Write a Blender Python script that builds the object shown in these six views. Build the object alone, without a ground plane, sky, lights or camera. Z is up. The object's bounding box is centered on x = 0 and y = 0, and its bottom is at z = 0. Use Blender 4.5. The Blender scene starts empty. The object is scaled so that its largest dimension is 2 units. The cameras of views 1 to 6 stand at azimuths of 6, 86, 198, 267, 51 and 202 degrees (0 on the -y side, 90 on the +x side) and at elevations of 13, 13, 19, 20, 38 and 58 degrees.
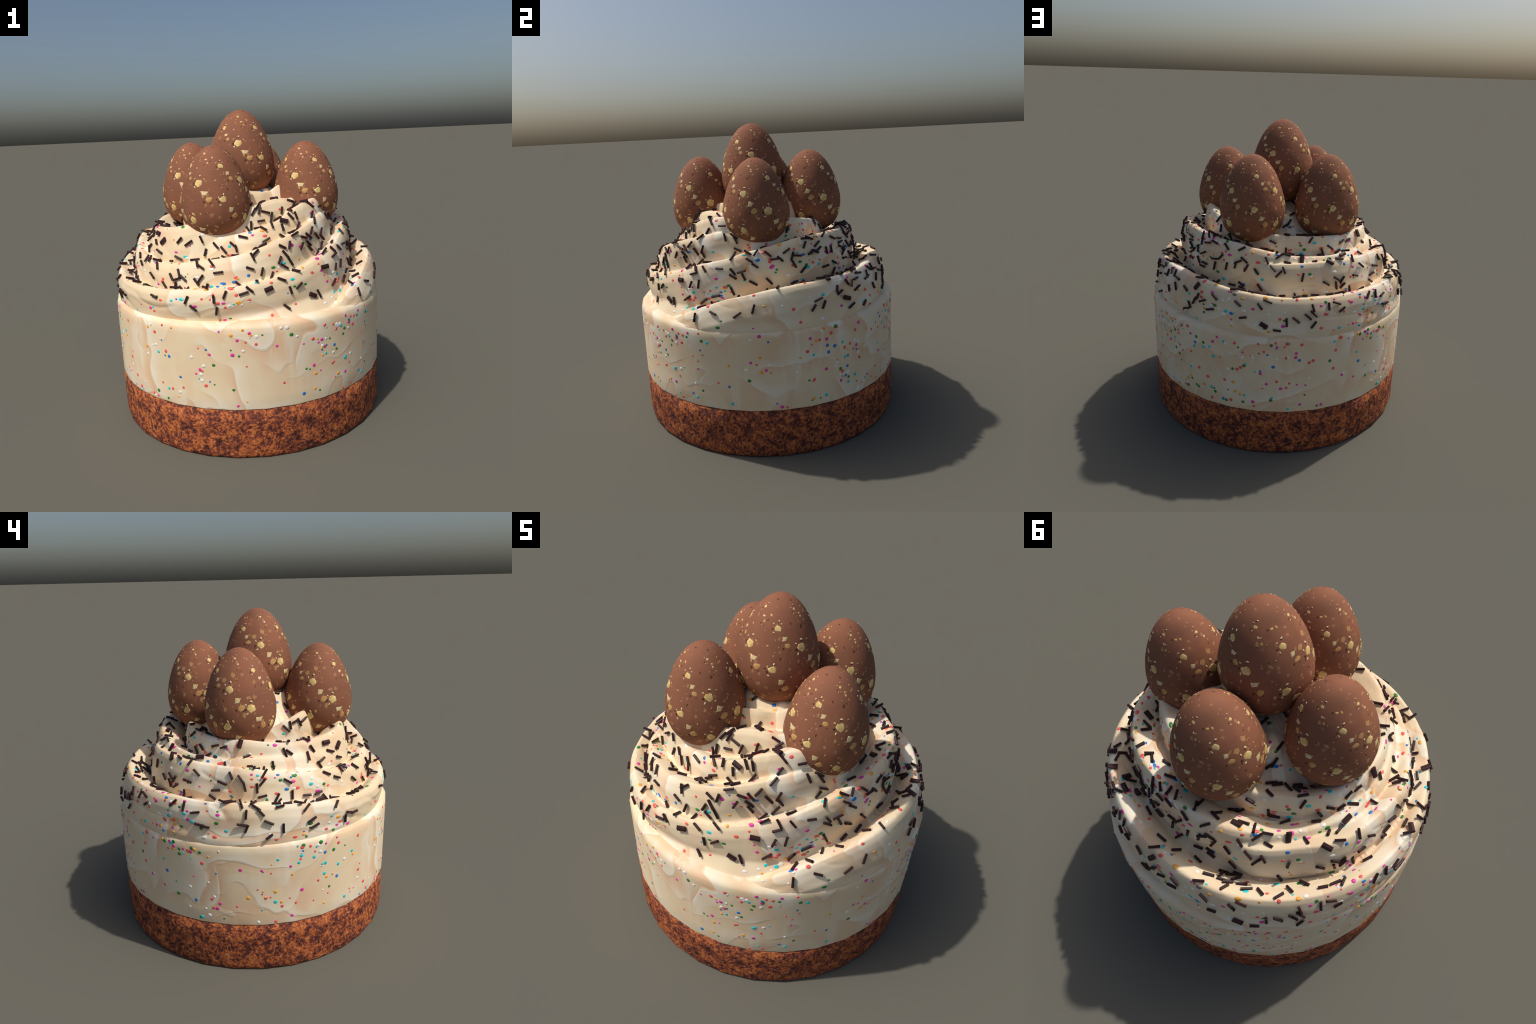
"""Small cheesecake: crumb base, smooth cream band, piped frosting spiral,
chocolate sprinkles, candy beads and five nut-flecked chocolate eggs."""
import bpy, bmesh, math, random
import numpy as np
from mathutils import Vector, Matrix, noise
from mathutils.bvhtree import BVHTree

random.seed(11)
rng = np.random.default_rng(11)
COLL = bpy.context.scene.collection

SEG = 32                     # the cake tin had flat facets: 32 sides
R_CRUST, R_CREAM = 0.9065, 0.9055
Z_CRUST, Z_RIM = 0.308, 0.826


# ------------------------------------------------------------------ helpers
def new_mesh(name, verts, faces, smooth=True):
    me = bpy.data.meshes.new(name)
    me.from_pydata([tuple(v) for v in verts], [], [tuple(f) for f in faces])
    me.validate()
    if smooth:
        me.polygons.foreach_set("use_smooth", [True] * len(me.polygons))
    me.update()
    return me


def new_object(name, mesh, parent=None, mat=None):
    ob = bpy.data.objects.new(name, mesh)
    COLL.objects.link(ob)
    if parent is not None:
        ob.parent = parent
    if mat is not None and mesh is not None:
        mesh.materials.clear()
        mesh.materials.append(mat)
    return ob


def lathe(profile, seg, close_ends=True):
    """Revolve (r, z) points; returns vertices and quads."""
    verts, faces = [], []
    for r, z in profile:
        for i in range(seg):
            a = 2 * math.pi * i / seg
            verts.append((r * math.cos(a), r * math.sin(a), z))
    n = len(profile)
    for j in range(n - 1):
        for i in range(seg):
            k = (i + 1) % seg
            faces.append((j * seg + i, j * seg + k, (j + 1) * seg + k, (j + 1) * seg + i))
    if close_ends:
        faces.append(tuple(range(seg - 1, -1, -1)))
        faces.append(tuple((n - 1) * seg + i for i in range(seg)))
    return verts, faces


class Nodes:
    """Tiny convenience wrapper for building a material tree."""
    def __init__(self, name):
        self.mat = bpy.data.materials.new(name)
        self.mat.use_nodes = True
        self.t = self.mat.node_tree
        self.bsdf = self.t.nodes["Principled BSDF"]

    def add(self, kind, **kw):
        n = self.t.nodes.new(kind)
        for k, v in kw.items():
            if k in n.inputs.keys() and not hasattr(n, k):
                n.inputs[k].default_value = v
            else:
                setattr(n, k, v)
        return n

    def link(self, a, b):
        self.t.links.new(a, b)

    def setin(self, n, name, v):
        if isinstance(v, bpy.types.NodeSocket):
            self.link(v, n.inputs[name])
        else:
            n.inputs[name].default_value = v

    def coords(self, scale=(1, 1, 1), offset=(0, 0, 0)):
        tc = self.add("ShaderNodeTexCoord")
        mp = self.add("ShaderNodeMapping")
        mp.inputs["Scale"].default_value = scale
        mp.inputs["Location"].default_value = offset
        self.link(tc.outputs["Object"], mp.inputs["Vector"])
        return mp.outputs["Vector"]

    def noise(self, vec, scale, detail=3, rough=0.5, distort=0.0, w=None):
        n = self.add("ShaderNodeTexNoise")
        if w is not None:
            n.noise_dimensions = '4D'
            self.setin(n, "W", w)
        self.link(vec, n.inputs["Vector"])
        n.inputs["Scale"].default_value = scale
        n.inputs["Detail"].default_value = detail
        n.inputs["Roughness"].default_value = rough
        n.inputs["Distortion"].default_value = distort
        return n

    def ramp(self, fac, stops, interp='LINEAR'):
        r = self.add("ShaderNodeValToRGB")
        r.color_ramp.interpolation = interp
        el = r.color_ramp.elements
        while len(el) > 1:
            el.remove(el[-1])
        el[0].position = stops[0][0]
        el[0].color = tuple(stops[0][1]) + (1,) if len(stops[0][1]) == 3 else stops[0][1]
        for p, c in stops[1:]:
            e = el.new(p)
            e.color = tuple(c) + (1,) if len(c) == 3 else c
        self.link(fac, r.inputs["Fac"])
        return r.outputs["Color"]

    def mix(self, fac, a, b, mode='MIX'):
        m = self.add("ShaderNodeMix", data_type='RGBA', blend_type=mode)
        for sock, v in ((m.inputs[0], fac), (m.inputs[6], a), (m.inputs[7], b)):
            if isinstance(v, bpy.types.NodeSocket):
                self.link(v, sock)
            elif isinstance(v, (tuple, list)):
                sock.default_value = tuple(v) + (1,) if len(v) == 3 else v
            else:
                sock.default_value = v
        return m.outputs[2]

    def math(self, op, a, b=0.0, c=None):
        m = self.add("ShaderNodeMath", operation=op)
        for i, v in enumerate((a, b) if c is None else (a, b, c)):
            if isinstance(v, bpy.types.NodeSocket):
                self.link(v, m.inputs[i])
            else:
                m.inputs[i].default_value = v
        return m.outputs[0]

    def bump(self, height, strength, dist):
        b = self.add("ShaderNodeBump")
        b.inputs["Strength"].default_value = strength
        b.inputs["Distance"].default_value = dist
        self.link(height, b.inputs["Height"])
        self.link(b.outputs["Normal"], self.bsdf.inputs["Normal"])

    def out(self, colour, rough=0.6, spec=0.3, **kw):
        if isinstance(colour, bpy.types.NodeSocket):
            self.link(colour, self.bsdf.inputs["Base Color"])
        else:
            self.bsdf.inputs["Base Color"].default_value = tuple(colour) + (1,)
        self.bsdf.inputs["Roughness"].default_value = rough
        self.bsdf.inputs["Specular IOR Level"].default_value = spec
        for k, v in kw.items():
            self.bsdf.inputs[k].default_value = v
        return self.mat


# ---------------------------------------------------------------- materials
CREAM = (0.80, 0.645, 0.42)
PEACH = (0.77, 0.495, 0.30)
WHITE = (0.87, 0.80, 0.655)


def cream_material(name, flow):
    """Spread cream: overlapping palette-knife strokes. Each stroke is a cell
    that runs from a painted-in white highlight on one side to a peach-coloured shadow on the other;
    in the frosting the strokes are drawn out along the piping."""
    m = Nodes(name)
    if flow:
        tc = m.add("ShaderNodeTexCoord")
        sep = m.add("ShaderNodeSeparateXYZ")
        m.link(tc.outputs["Object"], sep.inputs[0])
        x, y, z = sep.outputs
        r = m.math('SQRT', m.math('ADD', m.math('MULTIPLY', x, x), m.math('MULTIPLY', y, y)))
        rs = m.math('MAXIMUM', r, 0.05)
        comb = m.add("ShaderNodeCombineXYZ")
        m.link(m.math('MULTIPLY', m.math('DIVIDE', x, rs), 0.7), comb.inputs[0])
        m.link(m.math('MULTIPLY', m.math('DIVIDE', y, rs), 0.7), comb.inputs[1])
        m.link(m.math('ADD', m.math('MULTIPLY', z, 1.3), m.math('MULTIPLY', r, 1.1)), comb.inputs[2])
        base = comb.outputs[0]
    else:
        base = m.coords((1.0, 1.0, 1.0))
    def warped(scale, amount, src):
        w = m.noise(src, scale, 0, 0.5, 0.0)
        o = m.add("ShaderNodeVectorMath", operation='MULTIPLY_ADD')
        m.link(w.outputs["Color"], o.inputs[0])
        o.inputs[1].default_value = (amount,) * 3
        m.link(src, o.inputs[2])
        return o.outputs[0]

    vec = warped(3.5, 0.10, base)
    col = CREAM
    height = None
    broad = m.ramp(m.noise(base, 1.9, 2, 0.5, 0.6).outputs["Fac"], [(0.36, (0, 0, 0)), (0.68, (1, 1, 1))])
    col = m.mix(m.math('MULTIPLY', broad, 0.35), col, (0.84, 0.70, 0.495))
    blush = m.ramp(m.noise(base, 5.5, 2, 0.5, 0.7).outputs["Fac"], [(0.50, (0, 0, 0)), (0.68, (1, 1, 1))])
    col = m.mix(m.math('MULTIPLY', blush, 0.32), col, (0.79, 0.53, 0.34))
    # strokes: terraced field; highlight painted on each upper edge (lip), shade below (fold)
    for seed, way, scale, wander, k in ((0.0, (2.2, 0.8, 1.6), 1.9, 3.6, 1.0), (4.7, (-0.7, 2.2, 1.7), 2.1, 3.6, 0.9), (9.1, (0.9, -0.6, 3.6), 2.6, 2.6, 0.8)):
        sh = m.add("ShaderNodeVectorMath", operation='ADD')
        m.link(vec, sh.inputs[0])
        sh.inputs[1].default_value = (seed, seed * 0.6, -seed)
        field = m.noise(sh.outputs[0], scale, 2.2, 0.42, 0.3)
        along = m.add("ShaderNodeVectorMath", operation='DOT_PRODUCT')
        m.link(base, along.inputs[0])
        along.inputs[1].default_value = way
        saw = m.math('FRACT', m.math('ADD', along.outputs["Value"], m.math('MULTIPLY', field.outputs["Fac"], wander)))
        mask = m.ramp(m.noise(sh.outputs[0], 2.8, 1, 0.5, 0.3).outputs["Fac"], [(0.44, (0.0,) * 3), (0.62, (1, 1, 1))])
        lip = m.math('MULTIPLY', mask, m.ramp(saw, [(0.0, (0, 0, 0)), (0.03, (1, 1, 1)), (0.14, (0.65,) * 3), (0.45, (0, 0, 0))]))
        fold = m.math('MULTIPLY', mask, m.ramp(saw, [(0.62, (0, 0, 0)), (0.90, (0.7,) * 3), (0.98, (1, 1, 1)), (1.0, (0.3,) * 3)]))
        col = m.mix(m.math('MULTIPLY', fold, 0.95 * k), col, PEACH)
        col = m.mix(m.math('MULTIPLY', lip, 0.85 * k), col, WHITE)
        h = m.math('MULTIPLY', m.math('SUBTRACT', lip, fold), k)
        height = h if height is None else m.math('ADD', height, h)
    if not flow:                                   # upright drag marks of the spatula
        drag = m.noise(m.coords((15, 15, 1.6)), 1.0, 3, 0.6, 0.4)
        where = m.ramp(m.noise(m.coords((2.6, 2.6, 1.2)), 1.0, 1, 0.5).outputs["Fac"], [(0.54, (0, 0, 0)), (0.70, (1, 1, 1))])
        pale = m.ramp(drag.outputs["Fac"], [(0.5, (0, 0, 0)), (0.66, (1, 1, 1))])
        col = m.mix(m.math('MULTIPLY', m.math('MULTIPLY', pale, where), 0.7), col, WHITE)
        tint = m.ramp(drag.outputs["Fac"], [(0.34, (1, 1, 1)), (0.46, (0, 0, 0))])
        col = m.mix(m.math('MULTIPLY', m.math('MULTIPLY', tint, where), 0.55), col, PEACH)
    m.bump(height, 0.13, 0.012)
    return m.out(col, 0.55, 0.25)


def crust_material():
    m = Nodes("crumb_base")
    v = m.coords()
    big = m.noise(v, 17, 3, 0.6, 0.4)
    mid = m.noise(v, 55, 4, 0.65, 0.4)
    fine = m.noise(v, 150, 2, 0.6)
    f = m.math('ADD', m.math('MULTIPLY', big.outputs["Fac"], 0.34),
               m.math('ADD', m.math('MULTIPLY', mid.outputs["Fac"], 0.50), m.math('MULTIPLY', fine.outputs["Fac"], 0.16)))
    col = m.ramp(f, [(0.38, (0.045, 0.014, 0.013)), (0.43, (0.085, 0.024, 0.019)), (0.46, (0.15, 0.040, 0.026)),
                     (0.498, (0.23, 0.060, 0.031)), (0.512, (0.39, 0.100, 0.031)), (0.56, (0.50, 0.148, 0.043)), (0.62, (0.60, 0.235, 0.085))])
    pit = m.add("ShaderNodeTexVoronoi")
    pit.inputs["Scale"].default_value = 13
    pit.inputs["Randomness"].default_value = 1
    wv = m.add("ShaderNodeVectorMath", operation='ADD')
    sc = m.add("ShaderNodeVectorMath", operation='SCALE')
    m.link(mid.outputs["Color"], sc.inputs[0])
    sc.inputs["Scale"].default_value = 0.03
    m.link(v, wv.inputs[0])
    m.link(sc.outputs[0], wv.inputs[1])
    m.link(wv.outputs[0], pit.inputs["Vector"])
    dark = m.ramp(pit.outputs["Distance"], [(0.15, (1, 1, 1)), (0.22, (0, 0, 0))])
    col = m.mix(m.math('MULTIPLY', dark, 0.85), col, (0.06, 0.02, 0.017))
    m.bump(m.math('SUBTRACT', f, m.math('MULTIPLY', dark, 0.25)), 0.6, 0.03)
    return m.out(col, 0.75, 0.25)


def egg_material():
    m = Nodes("milk_chocolate")
    v = m.coords()
    n = m.noise(v, 3.2, 3, 0.5, 0.8)
    col = m.ramp(n.outputs["Fac"], [(0.3, (0.18, 0.076, 0.044)), (0.5, (0.245, 0.097, 0.054)), (0.7, (0.30, 0.115, 0.060))])
    strk = m.noise(m.coords((4, 4, 30)), 1.5, 3, 0.6, 0.4)
    col = m.mix(m.math('MULTIPLY', strk.outputs["Fac"], 0.32), col, (0.34, 0.15, 0.085))
    # pale and dark specks
    for scale, lim, c, seed, k in ((26, 0.15, (0.42, 0.21, 0.105), 0, 0.7), (16, 0.13, (0.52, 0.29, 0.12), 3, 0.75), (22, 0.075, (0.06, 0.027, 0.018), 7, 0.8)):
        vo = m.add("ShaderNodeTexVoronoi")
        vo.inputs["Scale"].default_value = scale
        jit = m.noise(v, 55, 1, 0.5)
        ad = m.add("ShaderNodeVectorMath", operation='MULTIPLY_ADD')
        m.link(jit.outputs["Color"], ad.inputs[0])
        ad.inputs[1].default_value = (0.022,) * 3
        m.link(m.coords((1.2, 1.2, 1.0), (seed, seed, seed)), ad.inputs[2])
        m.link(ad.outputs[0], vo.inputs["Vector"])
        s = m.add("ShaderNodeSeparateColor")
        m.link(vo.outputs["Color"], s.inputs[0])
        on = m.math('GREATER_THAN', s.outputs[0], 0.3)
        size = m.math('MULTIPLY', s.outputs[1], lim * 2.1)
        inside = m.math('LESS_THAN', vo.outputs["Distance"], size)
        col = m.mix(m.math('MULTIPLY', m.math('MULTIPLY', inside, on), k), col, c)
    m.bump(m.noise(v, 18, 4, 0.6).outputs["Fac"], 0.12, 0.01)
    return m.out(col, 0.8, 0.15)


def plain_material(name, colour, rough, spec=0.3, vary=0.12, scale=14):
    m = Nodes(name)
    n = m.noise(m.coords(), scale, 3, 0.55)
    lo = tuple(c * (1 - vary) for c in colour)
    hi = tuple(min(1, c * (1 + vary)) for c in colour)
    return m.out(m.ramp(n.outputs["Fac"], [(0.3, lo), (0.7, hi)]), rough, spec)


def nut_material(name, dark, light):
    m = Nodes(name)
    n = m.noise(m.coords(), 28, 3, 0.6, 0.6)
    return m.out(m.ramp(n.outputs["Fac"], [(0.34, dark), (0.62, light)]), 0.5, 0.3)


MAT_CRUST = crust_material()
MAT_CREAM = cream_material("spread_cream", False)
MAT_FROST = cream_material("piped_cream", True)
MAT_EGG = egg_material()
MAT_SPRINKLE = plain_material("dark_chocolate", (0.037, 0.0145, 0.015), 0.5, 0.22)
MAT_NUT = nut_material("hazelnut", (0.56, 0.36, 0.11), (0.85, 0.66, 0.29))
MAT_NUT_PALE = nut_material("blanched_nut", (0.56, 0.38, 0.15), (0.84, 0.70, 0.42))
MAT_NUT_TAN = nut_material("toasted_nut", (0.46, 0.24, 0.08), (0.64, 0.38, 0.14))
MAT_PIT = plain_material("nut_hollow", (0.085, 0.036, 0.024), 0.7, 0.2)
BEAD_COLOURS = [("white_sugar", (0.84, 0.81, 0.75), 0.17), ("red_sugar", (0.82, 0.12, 0.10), 0.26),
                ("pink_sugar", (0.72, 0.06, 0.36), 0.16), ("green_sugar", (0.035, 0.22, 0.04), 0.13),
                ("cyan_sugar", (0.03, 0.58, 0.60), 0.12), ("orange_sugar", (0.86, 0.40, 0.06), 0.11),
                ("blue_sugar", (0.03, 0.20, 0.55), 0.05)]
BEAD_MATS = [plain_material(n, c, 0.45, 0.35, 0.06) for n, c, _ in BEAD_COLOURS]

# --------------------------------------------------------------- the object
cake = new_object("mini_cheesecake", None)
cake["label"] = "small cheesecake with piped frosting, sprinkles and chocolate eggs"
cake["category"] = "dessert"

# crumb base
v, f = lathe([(R_CRUST - 0.010, 0.0), (R_CRUST - 0.003, 0.012), (R_CRUST, 0.03), (R_CRUST, 0.10), (R_CRUST, 0.20), (R_CRUST, Z_CRUST - 0.004), (R_CRUST - 0.01, Z_CRUST)], SEG)
crust = new_object("biscuit_base", new_mesh("biscuit_base", v, f), cake, MAT_CRUST)

# smooth cream band with a rounded shoulder
prof = [(R_CREAM - 0.012, Z_CRUST + 0.001), (R_CREAM - 0.001, Z_CRUST + 0.002), (R_CREAM, Z_CRUST + 0.006)]
prof += [(R_CREAM, z) for z in (0.40, 0.50, 0.60, 0.70, 0.76)]
for k in range(1, 7):
    a = math.pi / 2 * k / 6
    prof.append((R_CREAM - 0.05 * (1 - math.cos(a)), 0.782 + 0.044 * math.sin(a)))
prof += [(0.80, Z_RIM + 0.002), (0.6, Z_RIM + 0.003)]
v, f = lathe(prof, SEG)
cream = new_object("cream_layer", new_mesh("cream_layer", v, f), cake, MAT_CREAM)

# ------------------------------------------------------------ piped frosting
# Each strand: (turn angle in degrees, crest radius, crest height).
STRAND_OUTER = [(-50, .855, .815), (-44, .86, .845), (-36, .86, .895), (-28, .86, .948), (-20, .86, .99), (-7, .86, 1.024), (10, .85, 1.047),
                (30, .84, 1.062), (45, .82, 1.070), (62, .80, 1.077), (80, .795, 1.062), (100, .805, 1.045), (122, .82, 1.04),
                (145, .832, 1.040), (165, .833, 1.040), (185, .833, 1.032), (210, .84, 1.005), (225, .84, .987), (240, .835, .987),
                (255, .83, 1.0), (270, .815, 1.01), (283, .79, 1.035), (295, .77, 1.06), (305, .755, 1.09), (315, .742, 1.128),
                (325, .73, 1.16), (337, .705, 1.195), (347, .695, 1.235), (356, .685, 1.255), (375, .67, 1.293), (390, .65, 1.30),
                (410, .61, 1.297), (437, .588, 1.285), (450, .583, 1.258), (468, .58, 1.235), (480, .58, 1.215), (495, .585, 1.20),
                (510, .605, 1.205), (525, .615, 1.21), (540, .62, 1.22), (560, .63, 1.222), (578, .64, 1.215), (594, .63, 1.21),
                (611, .59, 1.225), (627, .575, 1.257), (648, .578, 1.31), (660, .57, 1.352), (670, .56, 1.395), (683, .55, 1.42),
                (705, .53, 1.43), (730, .50, 1.41), (746, .47, 1.385), (775, .42, 1.345), (810, .39, 1.31), (840, .44, 1.305),
                (870, .515, 1.30), (896, .565, 1.30), (916, .59, 1.295), (935, .605, 1.292), (950, .61, 1.302), (961, .597, 1.325),
                (980, .52, 1.37), (994, .46, 1.40), (1008, .44, 1.425), (1022, .42, 1.445), (1040, .42, 1.432), (1058, .40, 1.405), (1075, .36, 1.35)]
STRAND_INNER = [(84, .55, 1.13), (92, .59, 1.16), (108, .635, 1.188), (124, .645, 1.195), (138, .68, 1.202), (152, .69, 1.20), (165, .70, 1.195),
                (177, .712, 1.187), (192, .71, 1.166), (216, .71, 1.125), (230, .715, 1.10), (244, .72, 1.12), (256, .72, 1.14),
                (270, .72, 1.168), (279, .71, 1.198), (290, .705, 1.235), (299, .695, 1.268), (310, .655, 1.295), (320, .62, 1.318),
                (338, .58, 1.345), (355, .55, 1.365), (368, .50, 1.34), (380, .46, 1.28)]
STRAND_UPPER = [(176, .34, 1.24), (184, .36, 1.28), (193, .38, 1.32), (203, .40, 1.355), (226, .43, 1.405), (245, .40, 1.42), (262, .37, 1.445),
                (286, .31, 1.475), (303, .30, 1.482), (314, .29, 1.48), (325, .31, 1.505), (338, .30, 1.500), (360, .29, 1.505),
                (390, .29, 1.48), (420, .28, 1.45), (450, .27, 1.42), (480, .25, 1.395), (500, .21, 1.35)]
STRAND_TIP = [(232, .22, 1.44), (255, .22, 1.49), (275, .21, 1.525), (286, .20, 1.532), (297, .17, 1.50), (315, .12, 1.45)]
# piped cross-section relative to the crest: (outwards, upwards)
SECTION = [(.05, -.30), (.052, -.20), (.045, -.125), (.037, -.065), (.023, -.022), (.005, .004), (-.018, -.002),
           (-.046, -.016), (-.082, -.040), (-.118, -.08), (-.145, -.16), (-.155, -.30)]


# the swirl was piped a little off centre: outward shift of the coils by direction
LEAN_KEYS = [(-180, .018), (-130, .020), (-100, .012), (-80, .002), (-55, -.010), (-25, -.020), (5, -.030), (40, -.026), (70, -.012), (100, .008),
             (130, .010), (160, .014), (180, .018)]
# how far the foot of the lowest coil spreads beyond its wall, by direction
FOOT_KEYS = [(-180, -.010), (-140, -.038), (-90, -.038), (-58, -.012), (-35, .025), (-8, .05), (20, .02), (60, .008), (90, .025), (120, .012), (150, -.004), (180, -.004)]


def by_direction(keys, a):
    a = (a + 180) % 360 - 180
    return float(np.interp(a, [k[0] for k in keys], [k[1] for k in keys]))


def smooth_path(keys, step=2.0):
    """Catmull-Rom through the crest keys at an even angular step."""
    K = np.array(keys, float)
    out = []
    for a in np.arange(K[0, 0], K[-1, 0] + 0.01, step):
        i = int(np.clip(np.searchsorted(K[:, 0], a, side='right') - 1, 0, len(K) - 2))
        p0, p1, p2, p3 = K[max(i - 1, 0)], K[i], K[i + 1], K[min(i + 2, len(K) - 1)]
        t = (a - p1[0]) / (p2[0] - p1[0])
        m1 = (p2 - p0) / max(p2[0] - p0[0], 1e-6) * (p2[0] - p1[0])
        m2 = (p3 - p1) / max(p3[0] - p1[0], 1e-6) * (p2[0] - p1[0])
        h = (2 * t**3 - 3 * t**2 + 1) * p1 + (t**3 - 2 * t**2 + t) * m1 + (-2 * t**3 + 3 * t**2) * p2 + (t**3 - t**2) * m2
        out.append((a, h[1], h[2]))
    return out


def sweep(keys, wscale=1.0, hscale=1.0, zmin=0.80, foot=0.0, flare=0.0):
    path = smooth_path(keys)
    sec = [(a * wscale, b * hscale) for a, b in SECTION]
    n = len(sec)
    verts, faces = [], []
    for a, r, z in path:
        c, s = math.cos(math.radians(a)), math.sin(math.radians(a))
        out = by_direction(LEAN_KEYS, a)
        lean = foot * by_direction(FOOT_KEYS, a) * min(1, max(0, (340 - a) / 40))
        for dr, dz in sec:
            if dr > 0:
                dr *= 1 + flare * min(1, max(0, (a - 930) / 40))
                dr += lean * min(1, max(0, (-dz - 0.05) / 0.15))
            rr, zz = max(r + dr, 0.01), max(z + dz, zmin)
            rr = min(rr + out * min(1, max(0, (r - .58) / .15)), 0.897)     # stay inside the band below
            verts.append((rr * c, rr * s, zz))
    for j in range(len(path) - 1):
        for i in range(n):
            k = (i + 1) % n
            faces.append((j * n + i, j * n + k, (j + 1) * n + k, (j + 1) * n + i))
    faces.append(tuple(range(n)))
    faces.append(tuple((len(path) - 1) * n + i for i in range(n - 1, -1, -1)))
    return verts, faces


def build_frosting():
    verts, faces = [], []

    def take(vf):
        o = len(verts)
        verts.extend(vf[0])
        faces.extend(tuple(i + o for i in q) for q in vf[1])
    take(sweep(STRAND_OUTER, foot=1.0, flare=0.4))
    take(sweep(STRAND_INNER))
    take(sweep(STRAND_UPPER, 0.72, 1.0, 1.0))
    take(sweep(STRAND_TIP, 0.6, 0.7, 1.1))
    # the heap of cream under the strands
    heap, quads = lathe([(.86, .80), (.83, .83), (.78, .89), (.70, .99), (.60, 1.09), (.50, 1.17), (.42, 1.24), (.34, 1.31), (.265, 1.39),
                         (.225, 1.435), (.185, 1.485), (.10, 1.49)], 64)
    take(([(x + 0.005 * min(1, (z - .8) / .3), y - 0.055 * min(1, (z - .8) / .3), min(z, max(1.40, 1.52 - 0.6 * max(0, y + 0.06) * (x < 0.08)))) for x, y, z in heap], quads))
    me = new_mesh("frosting_raw", verts, faces)
    bm = bmesh.new()
    bm.from_mesh(me)
    bmesh.ops.recalc_face_normals(bm, faces=bm.faces)
    bm.to_mesh(me)
    bm.free()
    ob = new_object("frosting_swirl", me, cake)
    rm = ob.modifiers.new("fuse", 'REMESH')
    rm.mode = 'VOXEL'
    rm.voxel_size = 0.008
    sm = ob.modifiers.new("soften", 'SMOOTH')
    sm.factor = 0.5
    sm.iterations = 2
    dg = bpy.context.evaluated_depsgraph_get()
    out = bpy.data.meshes.new_from_object(ob.evaluated_get(dg))
    ob.modifiers.clear()
    ob.data = out
    bpy.data.meshes.remove(me)
    out.name = "frosting_swirl"
    # soft folds pulled along the piping direction
    n = len(out.vertices)
    co = np.empty(n * 3)
    out.vertices.foreach_get("co", co)
    no = np.empty(n * 3)
    out.vertices.foreach_get("normal", no)
    co, no = co.reshape(-1, 3), no.reshape(-1, 3)
    for i in range(n):
        x, y, z = co[i]
        r = math.hypot(x, y)
        q = Vector((x / max(r, .05) * 1.9, y / max(r, .05) * 1.9, (z * 0.8 + r * .6) * 6.5))
        d = 0.014 * noise.noise(q) + 0.007 * noise.noise(q * 2.3 + Vector((5, 1, 2)))
        # narrow creases left between ribbons of the nozzle
        fold = noise.noise(q * 1.35 + Vector((9, 4, 6)))
        d -= 0.009 * max(0, 1 - abs(fold) / 0.10) * max(0, noise.noise(q * 0.7 + Vector((1, 8, 3))) + 0.25)
        if z < 0.86:
            d *= max(0, (z - 0.82) / 0.04)
        co[i] += no[i] * d
    out.vertices.foreach_set("co", co.reshape(-1))
    out.polygons.foreach_set("use_smooth", [True] * len(out.polygons))
    out.materials.clear()
    out.materials.append(MAT_FROST)
    out.update()
    return ob


frosting = build_frosting()

# --------------------------------------------------------------- eggs
EGG_W, EGG_H, EGG_F = 0.2145, 0.576, 0.40      # half width, height, height of the widest ring
EGG_TOPS = [(0.008, -0.053, 2.0, 22), (0.428, -0.066, 1.785, 0), (-0.121, -0.424, 1.7885, 0),
            (0.083, 0.333, 1.806, 0), (-0.358, 0.079, 1.803, 0)]


def egg_radius(t):
    zc = EGG_F
    if t < zc:
        k = (zc - t) / zc
        return EGG_W * math.sqrt(max(0, 1 - k ** 2.5))
    k = (t - zc) / (1 - zc)
    return EGG_W * math.sqrt(max(0, 1 - k ** 1.5))


def egg_frame(theta, t):
    """Point, outward normal on the egg (local space, z up, base at 0)."""
    e = 1e-3
    r = egg_radius(t)
    dr = (egg_radius(min(t + e, 1)) - egg_radius(max(t - e, 0))) / (min(t + e, 1) - max(t - e, 0)) / EGG_H
    n = Vector((math.cos(theta), math.sin(theta), -dr)).normalized()
    return Vector((r * math.cos(theta), r * math.sin(theta), t * EGG_H)), n


def build_egg_mesh():
    ts = [(1 - math.cos(math.pi * k / 40)) / 2 for k in range(41)]
    ring = [(max(egg_radius(t), 0.0008), t * EGG_H) for t in ts]
    v, f = lathe(ring, 40)
    return new_mesh("chocolate_egg", v, f)


def lump(name, seed, corners, sx, sy, sz, rough=0.18):
    """Convex chip: corners points on a rounded outline, top face inset."""
    rr = random.Random(seed)
    bm = bmesh.new()
    rings = []
    for (s, h) in ((1.0, -1.0), (1.0, 0.25), (0.82, 0.8), (0.45, 1.0)):
        ring = []
        for k in range(corners):
            rr2 = random.Random(seed * 97 + k)
            a = 2 * math.pi * (k + rr2.uniform(-.22, .22)) / corners + 0.4
            q = 1 + rr2.uniform(-rough, rough)
            ring.append(bm.verts.new((sx * s * q * math.cos(a), sy * s * q * math.sin(a), sz * h)))
        rings.append(ring)
    for vtx in bm.verts:                                  # bend to the curve of the shell
        vtx.co.z -= (vtx.co.x ** 2 + vtx.co.y ** 2) / 0.42
    for a, b in zip(rings, rings[1:]):
        for k in range(corners):
            j = (k + 1) % corners
            bm.faces.new((a[k], a[j], b[j], b[k]))
    bm.faces.new(rings[-1])
    bm.faces.new(list(reversed(rings[0])))
    me = bpy.data.meshes.new(name)
    bm.to_mesh(me)
    bm.free()
    me.polygons.foreach_set("use_smooth", [True] * len(me.polygons))
    return me


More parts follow.
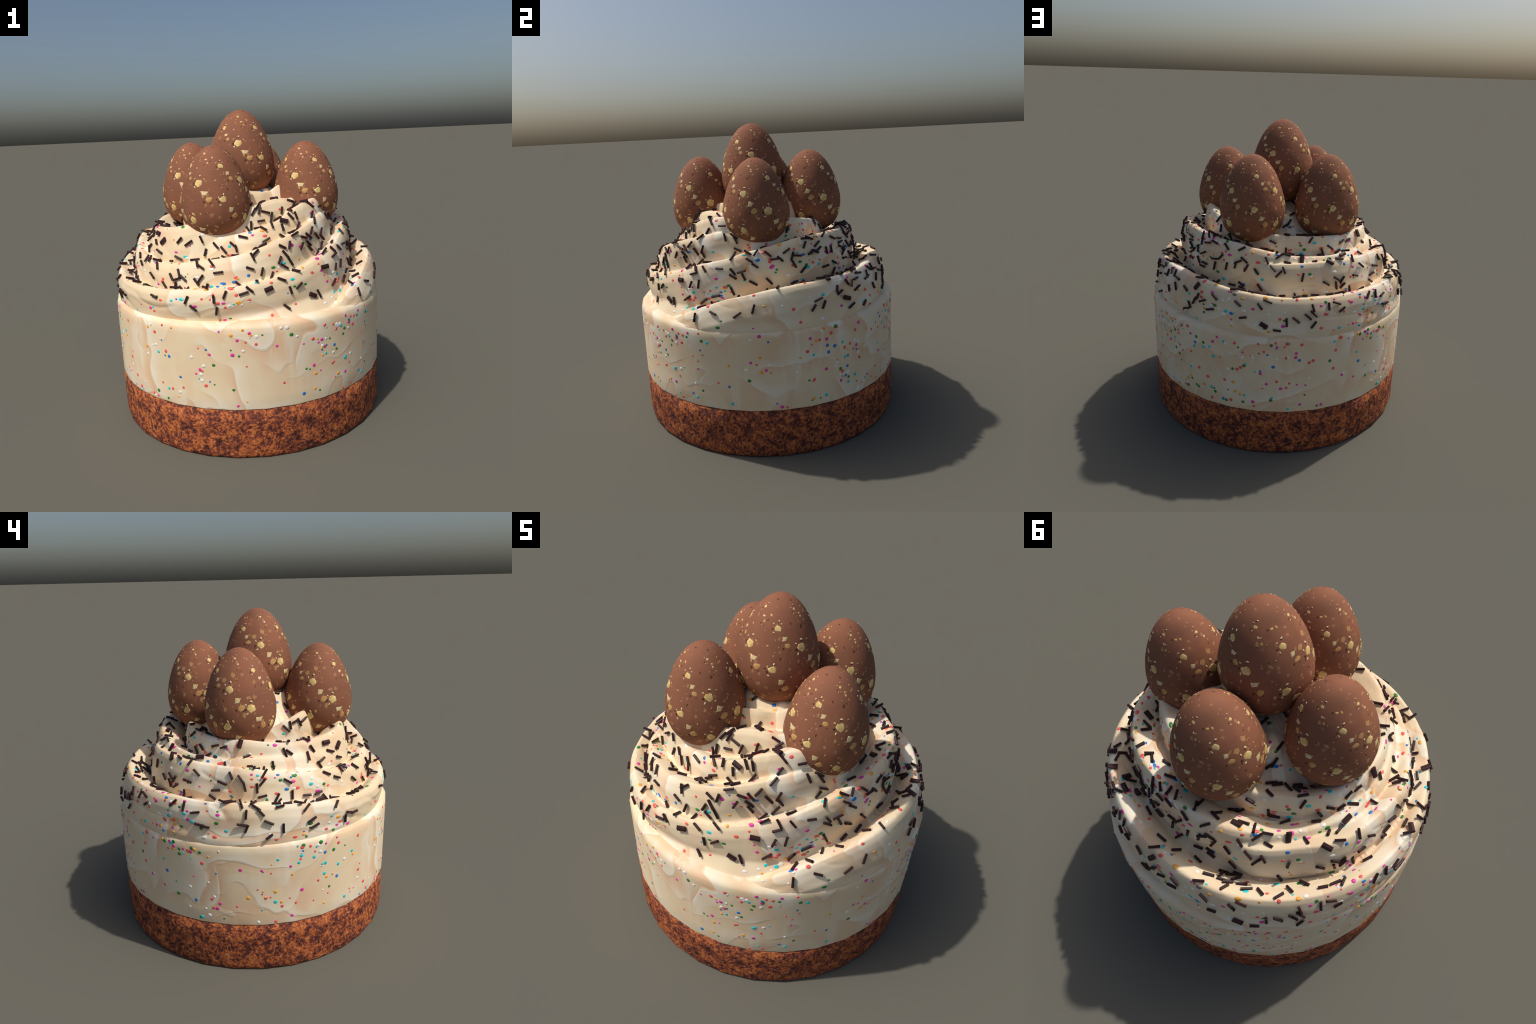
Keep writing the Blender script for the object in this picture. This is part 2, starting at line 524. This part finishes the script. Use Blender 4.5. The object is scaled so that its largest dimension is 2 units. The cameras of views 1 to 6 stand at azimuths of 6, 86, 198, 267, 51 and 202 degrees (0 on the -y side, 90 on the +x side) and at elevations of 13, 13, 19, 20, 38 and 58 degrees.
CHIP_BIG = [lump("nut_chunk", 3 + s, 8, .0265, .0240, .0021) for s in range(2)]
CHIP_SQ = [lump("nut_cube", 13 + s, 4, .0285, .0195, .0020, .1) for s in range(2)]
CHIP_TAN = [lump("nut_slice", 23 + s, 7, .0235, .0200, .0018) for s in range(2)]
for me, mt in ((CHIP_BIG, MAT_NUT), (CHIP_SQ, MAT_NUT_PALE), (CHIP_TAN, MAT_NUT_TAN)):
    for q in me:
        q.materials.append(mt)


def surface_matrix(theta, t, spin, lift):
    p, n = egg_frame(theta, t)
    up = Vector((0, 0, 1))
    tx = up.cross(n).normalized()
    ty = n.cross(tx)
    rot = Matrix((tx, ty, n)).transposed().to_4x4()
    return Matrix.Translation(p + n * lift) @ rot @ Matrix.Rotation(spin, 4, 'Z')


def joined(name, pieces, mat, parent):
    """Many small lumps (mesh, matrix) as one part."""
    verts, faces = [], []
    for me, mx in pieces:
        o = len(verts)
        verts.extend(mx @ v.co for v in me.vertices)
        faces.extend(tuple(i + o for i in p.vertices) for p in me.polygons)
    ob = new_object(name, new_mesh(name, verts, faces), parent, mat)
    ob["kind"] = "stuff"
    return ob


# nut layout: a cluster of chunk + cube + slice repeated on a slanting lattice
def nut_layout():
    rr = random.Random(5)
    chips, pits, bits, brights = [], [], [], []
    for row, (t, shift, size) in enumerate(((.27, 63, 1.0), (.46, 20, 1.0), (.645, 66, .92), (.80, 28, .70), (.915, 70, .46))):
        for q in range(4):
            th = math.radians(q * 90 + shift + rr.uniform(-5, 5))
            w = egg_radius(t)
            d = lambda m: m / w                                # metres -> angle
            sz = size * rr.uniform(.9, 1.08)
            chips.append(("chunk", th, t + rr.uniform(-.01, .01), rr.uniform(0, 6), sz))
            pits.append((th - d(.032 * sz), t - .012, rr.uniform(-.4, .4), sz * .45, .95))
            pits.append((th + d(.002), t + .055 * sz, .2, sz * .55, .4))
            brights.append((th - d(.030 * sz), t + .035 * sz, sz * .34))
            brights.append((th - d(.022 * sz), t - .05 * sz, sz * .36))
            brights.append((th + d(.004), t + .062 * sz, sz * .45))
            t2 = t - .105 * sz
            if t2 > .06:
                w2 = egg_radius(t2)
                chips.append(("cube", th + .048 * sz / w2, t2, rr.uniform(.1, .5), sz))
                t3 = t2 - .075 * sz
                if t3 > .05:
                    w3 = egg_radius(t3)
                    chips.append(("slice", th + .075 * sz / w3, t3, rr.uniform(0, 6), sz))
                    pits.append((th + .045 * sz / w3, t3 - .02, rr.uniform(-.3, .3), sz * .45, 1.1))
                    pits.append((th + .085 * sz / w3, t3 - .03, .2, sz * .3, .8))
    for k in range(110):
        t = rr.uniform(.06, .985)
        if rr.random() > 0.25 + 0.75 * egg_radius(t) / EGG_W:
            continue
        bits.append((rr.uniform(0, 2 * math.pi), t, rr.uniform(0, 6), rr.choice((.18, .22, .28, .36, .5)) * (1 if t < .7 else .8)))
    return chips, pits, bits, brights


egg_mesh = build_egg_mesh()
egg_mesh.materials.append(MAT_EGG)
CHIPS, PITS, BITS, BRIGHTS = nut_layout()
chip_kinds = {"chunk": CHIP_BIG, "cube": CHIP_SQ, "slice": CHIP_TAN}
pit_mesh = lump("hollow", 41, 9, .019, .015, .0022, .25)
bit_mesh = [lump("bit", 51 + s, 6, .024, .015, .0032, .2) for s in range(3)]
eggs = []
for (x, y, ztop, turn) in EGG_TOPS:
    egg = new_object("chocolate_egg", egg_mesh, cake)
    egg.location = (x, y, ztop - EGG_H)
    egg.rotation_euler = (0, 0, math.radians(turn))
    if turn:
        egg.scale = (1.015, 1.015, 1.0)           # the top egg is a shade plumper
    eggs.append(egg)
    for i, (kind, th, t, spin, sz) in enumerate(CHIPS):
        chip = new_object("nut_chip", chip_kinds[kind][i % 2], egg)
        chip.matrix_local = surface_matrix(th, t, spin, -0.0010) @ Matrix.Scale(sz, 4)
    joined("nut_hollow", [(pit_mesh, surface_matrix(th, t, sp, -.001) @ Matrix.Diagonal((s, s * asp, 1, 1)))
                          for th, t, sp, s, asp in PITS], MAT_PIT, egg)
    joined("nut_crumb", [(bit_mesh[i % 3], surface_matrix(th, t, sp, -.0018) @ Matrix.Diagonal((s, s, .8, 1)))
                         for i, (th, t, sp, s) in enumerate(BITS)], MAT_NUT_TAN, egg)
    joined("nut_sliver", [(bit_mesh[i % 3], surface_matrix(th, t, i * 1.7, -.0012) @ Matrix.Diagonal((s, s * .8, .8, 1)))
                          for i, (th, t, s) in enumerate(BRIGHTS)], MAT_NUT_PALE, egg)

# --------------------------------------------------------- sprinkles & beads
frost_me = frosting.data
tree = BVHTree.FromPolygons([v.co for v in frost_me.vertices], [p.vertices for p in frost_me.polygons])


def clear_of_eggs(p, margin):
    for x, y, zt, _ in EGG_TOPS:
        t = (p.z - (zt - EGG_H)) / EGG_H
        if -0.02 < t < 1 and math.hypot(p.x - x, p.y - y) < egg_radius(min(max(t, .02), 1)) + margin:
            return False
    return True


def frosting_points(count, weight, seed, gap=0.0):
    """Random surface points on the outside of the frosting."""
    rr = random.Random(seed)
    areas = np.array([p.area for p in frost_me.polygons])
    cum = np.cumsum(areas)
    pts = []
    while len(pts) < count:
        p = frost_me.polygons[int(np.searchsorted(cum, rr.random() * cum[-1]))]
        c = Vector(p.center)
        n = Vector(p.normal)
        r = math.hypot(c.x, c.y)
        if c.z < 0.83 or n.z < -0.15 or rr.random() > weight(c, n, r):
            continue
        if tree.ray_cast(c + n * 0.004, n, 0.05)[0] is not None:
            continue
        if gap and any((c - q[0]).length < gap for q in pts):
            continue
        pts.append((c, n))
    return pts


def sprinkle_weight(c, n, r):
    if not clear_of_eggs(c, 0.004):
        return 0
    w = min(1, max(0, (c.z - 0.85) / 0.07))
    if r < 0.40:
        w *= 0.35
    lo = c.z < 1.0 and r > 0.8
    return w * min(1, 0.45 + 1.1 * max(0, noise.noise(c * 4.3 + Vector((2.1, 7.7, 0.4))) + 0.25)) * (0.9 if lo else 1)


def sprinkle_mesh(name, length, rad, flat):
    bm = bmesh.new()
    bmesh.ops.create_cone(bm, cap_ends=True, segments=6, radius1=rad, radius2=rad, depth=length)
    for v in bm.verts:
        v.co = Vector((v.co.z, v.co.x * flat, v.co.y))
    bmesh.ops.bevel(bm, geom=[e for e in bm.edges if len({round(v.co.x, 4) for v in e.verts}) == 1], offset=0.0012, segments=1, affect='EDGES')
    me = bpy.data.meshes.new(name)
    bm.to_mesh(me)
    bm.free()
    me.materials.append(MAT_SPRINKLE)
    return me


SPR = [sprinkle_mesh("chocolate_sprinkle", l, .0071, 1.0) for l in (.046, .051, .055)] + [sprinkle_mesh("chocolate_sprinkle", .050, .0075, 2.0)]
rr = random.Random(77)
spr = []
for c, n in frosting_points(500, sprinkle_weight, 21, 0.024):
    tx = Vector((rr.gauss(0, 1), rr.gauss(0, 1), rr.gauss(0, 1)))
    tx = (tx - n * tx.dot(n)).normalized()
    tx = (tx + n * rr.uniform(-.12, .12)).normalized()
    ty = n.cross(tx).normalized()
    nn = tx.cross(ty)
    mx = Matrix.Translation(c + n * rr.uniform(.006, .011)) @ Matrix((tx, ty, nn)).transposed().to_4x4()
    spr.append((SPR[3] if rr.random() < .06 else SPR[rr.randrange(3)], mx))
for me, mx in spr[:300]:
    ob = new_object("chocolate_sprinkle", me, frosting)
    ob.matrix_local = mx
joined("sprinkle_scatter", spr[300:], MAT_SPRINKLE, frosting)
frosting.children[-1].data.polygons.foreach_set("use_smooth", [False] * len(frosting.children[-1].data.polygons))

bm = bmesh.new()
bmesh.ops.create_icosphere(bm, subdivisions=2, radius=1.0)
bead_mesh = bpy.data.meshes.new("bead")
bm.to_mesh(bead_mesh)
bm.free()


def bead_clump(p):
    return noise.noise(p * 3.1 + Vector((3.7, 1.2, 8.4)))


def pick_colour(rr):
    u = rr.random()
    for i, (_, _, w) in enumerate(BEAD_COLOURS):
        u -= w
        if u < 0:
            return i
    return 0


def place_beads(points, parent, rr, stretch):
    groups = [[] for _ in BEAD_COLOURS]
    for c, n in points:
        tx = Vector((-c.y, c.x, 0.0))
        tx = (tx - n * tx.dot(n)).normalized()
        ty = n.cross(tx).normalized()
        rad = rr.choice((.0065, .008, .0095, .0108, .0118, .0125))
        rad *= .87 if stretch else 1
        st = rr.uniform(1.0, 1.8) if stretch else rr.uniform(.95, 1.1)
        mx = Matrix.Translation(c + n * (-.0012)) @ Matrix((tx, ty, n)).transposed().to_4x4() @ Matrix.Diagonal((rad * st, rad, .0034, 1))
        groups[pick_colour(rr)].append((bead_mesh, mx))
    for g, mat in zip(groups, BEAD_MATS):
        if g:
            joined("candy_bead", g, mat, parent)


# beads in the smooth band: on the flat facets of the 32-sided wall
rr = random.Random(8)
pts = []
apothem = R_CREAM * math.cos(math.pi / SEG)
while len(pts) < 520:
    a = rr.uniform(0, 2 * math.pi)
    z = Z_CRUST + .012 + (0.80 - Z_CRUST - .02) * (1 - rr.random() ** 1.25)
    k = math.floor(a / (2 * math.pi / SEG)) + .5
    ak = k * 2 * math.pi / SEG
    r = apothem / math.cos(a - ak)
    c = Vector((r * math.cos(a), r * math.sin(a), z))
    if rr.random() > 0.24 + 1.7 * max(0, bead_clump(c)):
        continue
    pts.append((c, Vector((math.cos(ak), math.sin(ak), 0))))
place_beads(pts, cream, rr, False)
place_beads(frosting_points(820, lambda c, n, r: (0.22 + 1.8 * max(0, bead_clump(c))) * (clear_of_eggs(c, 0)), 31), frosting, random.Random(9), True)
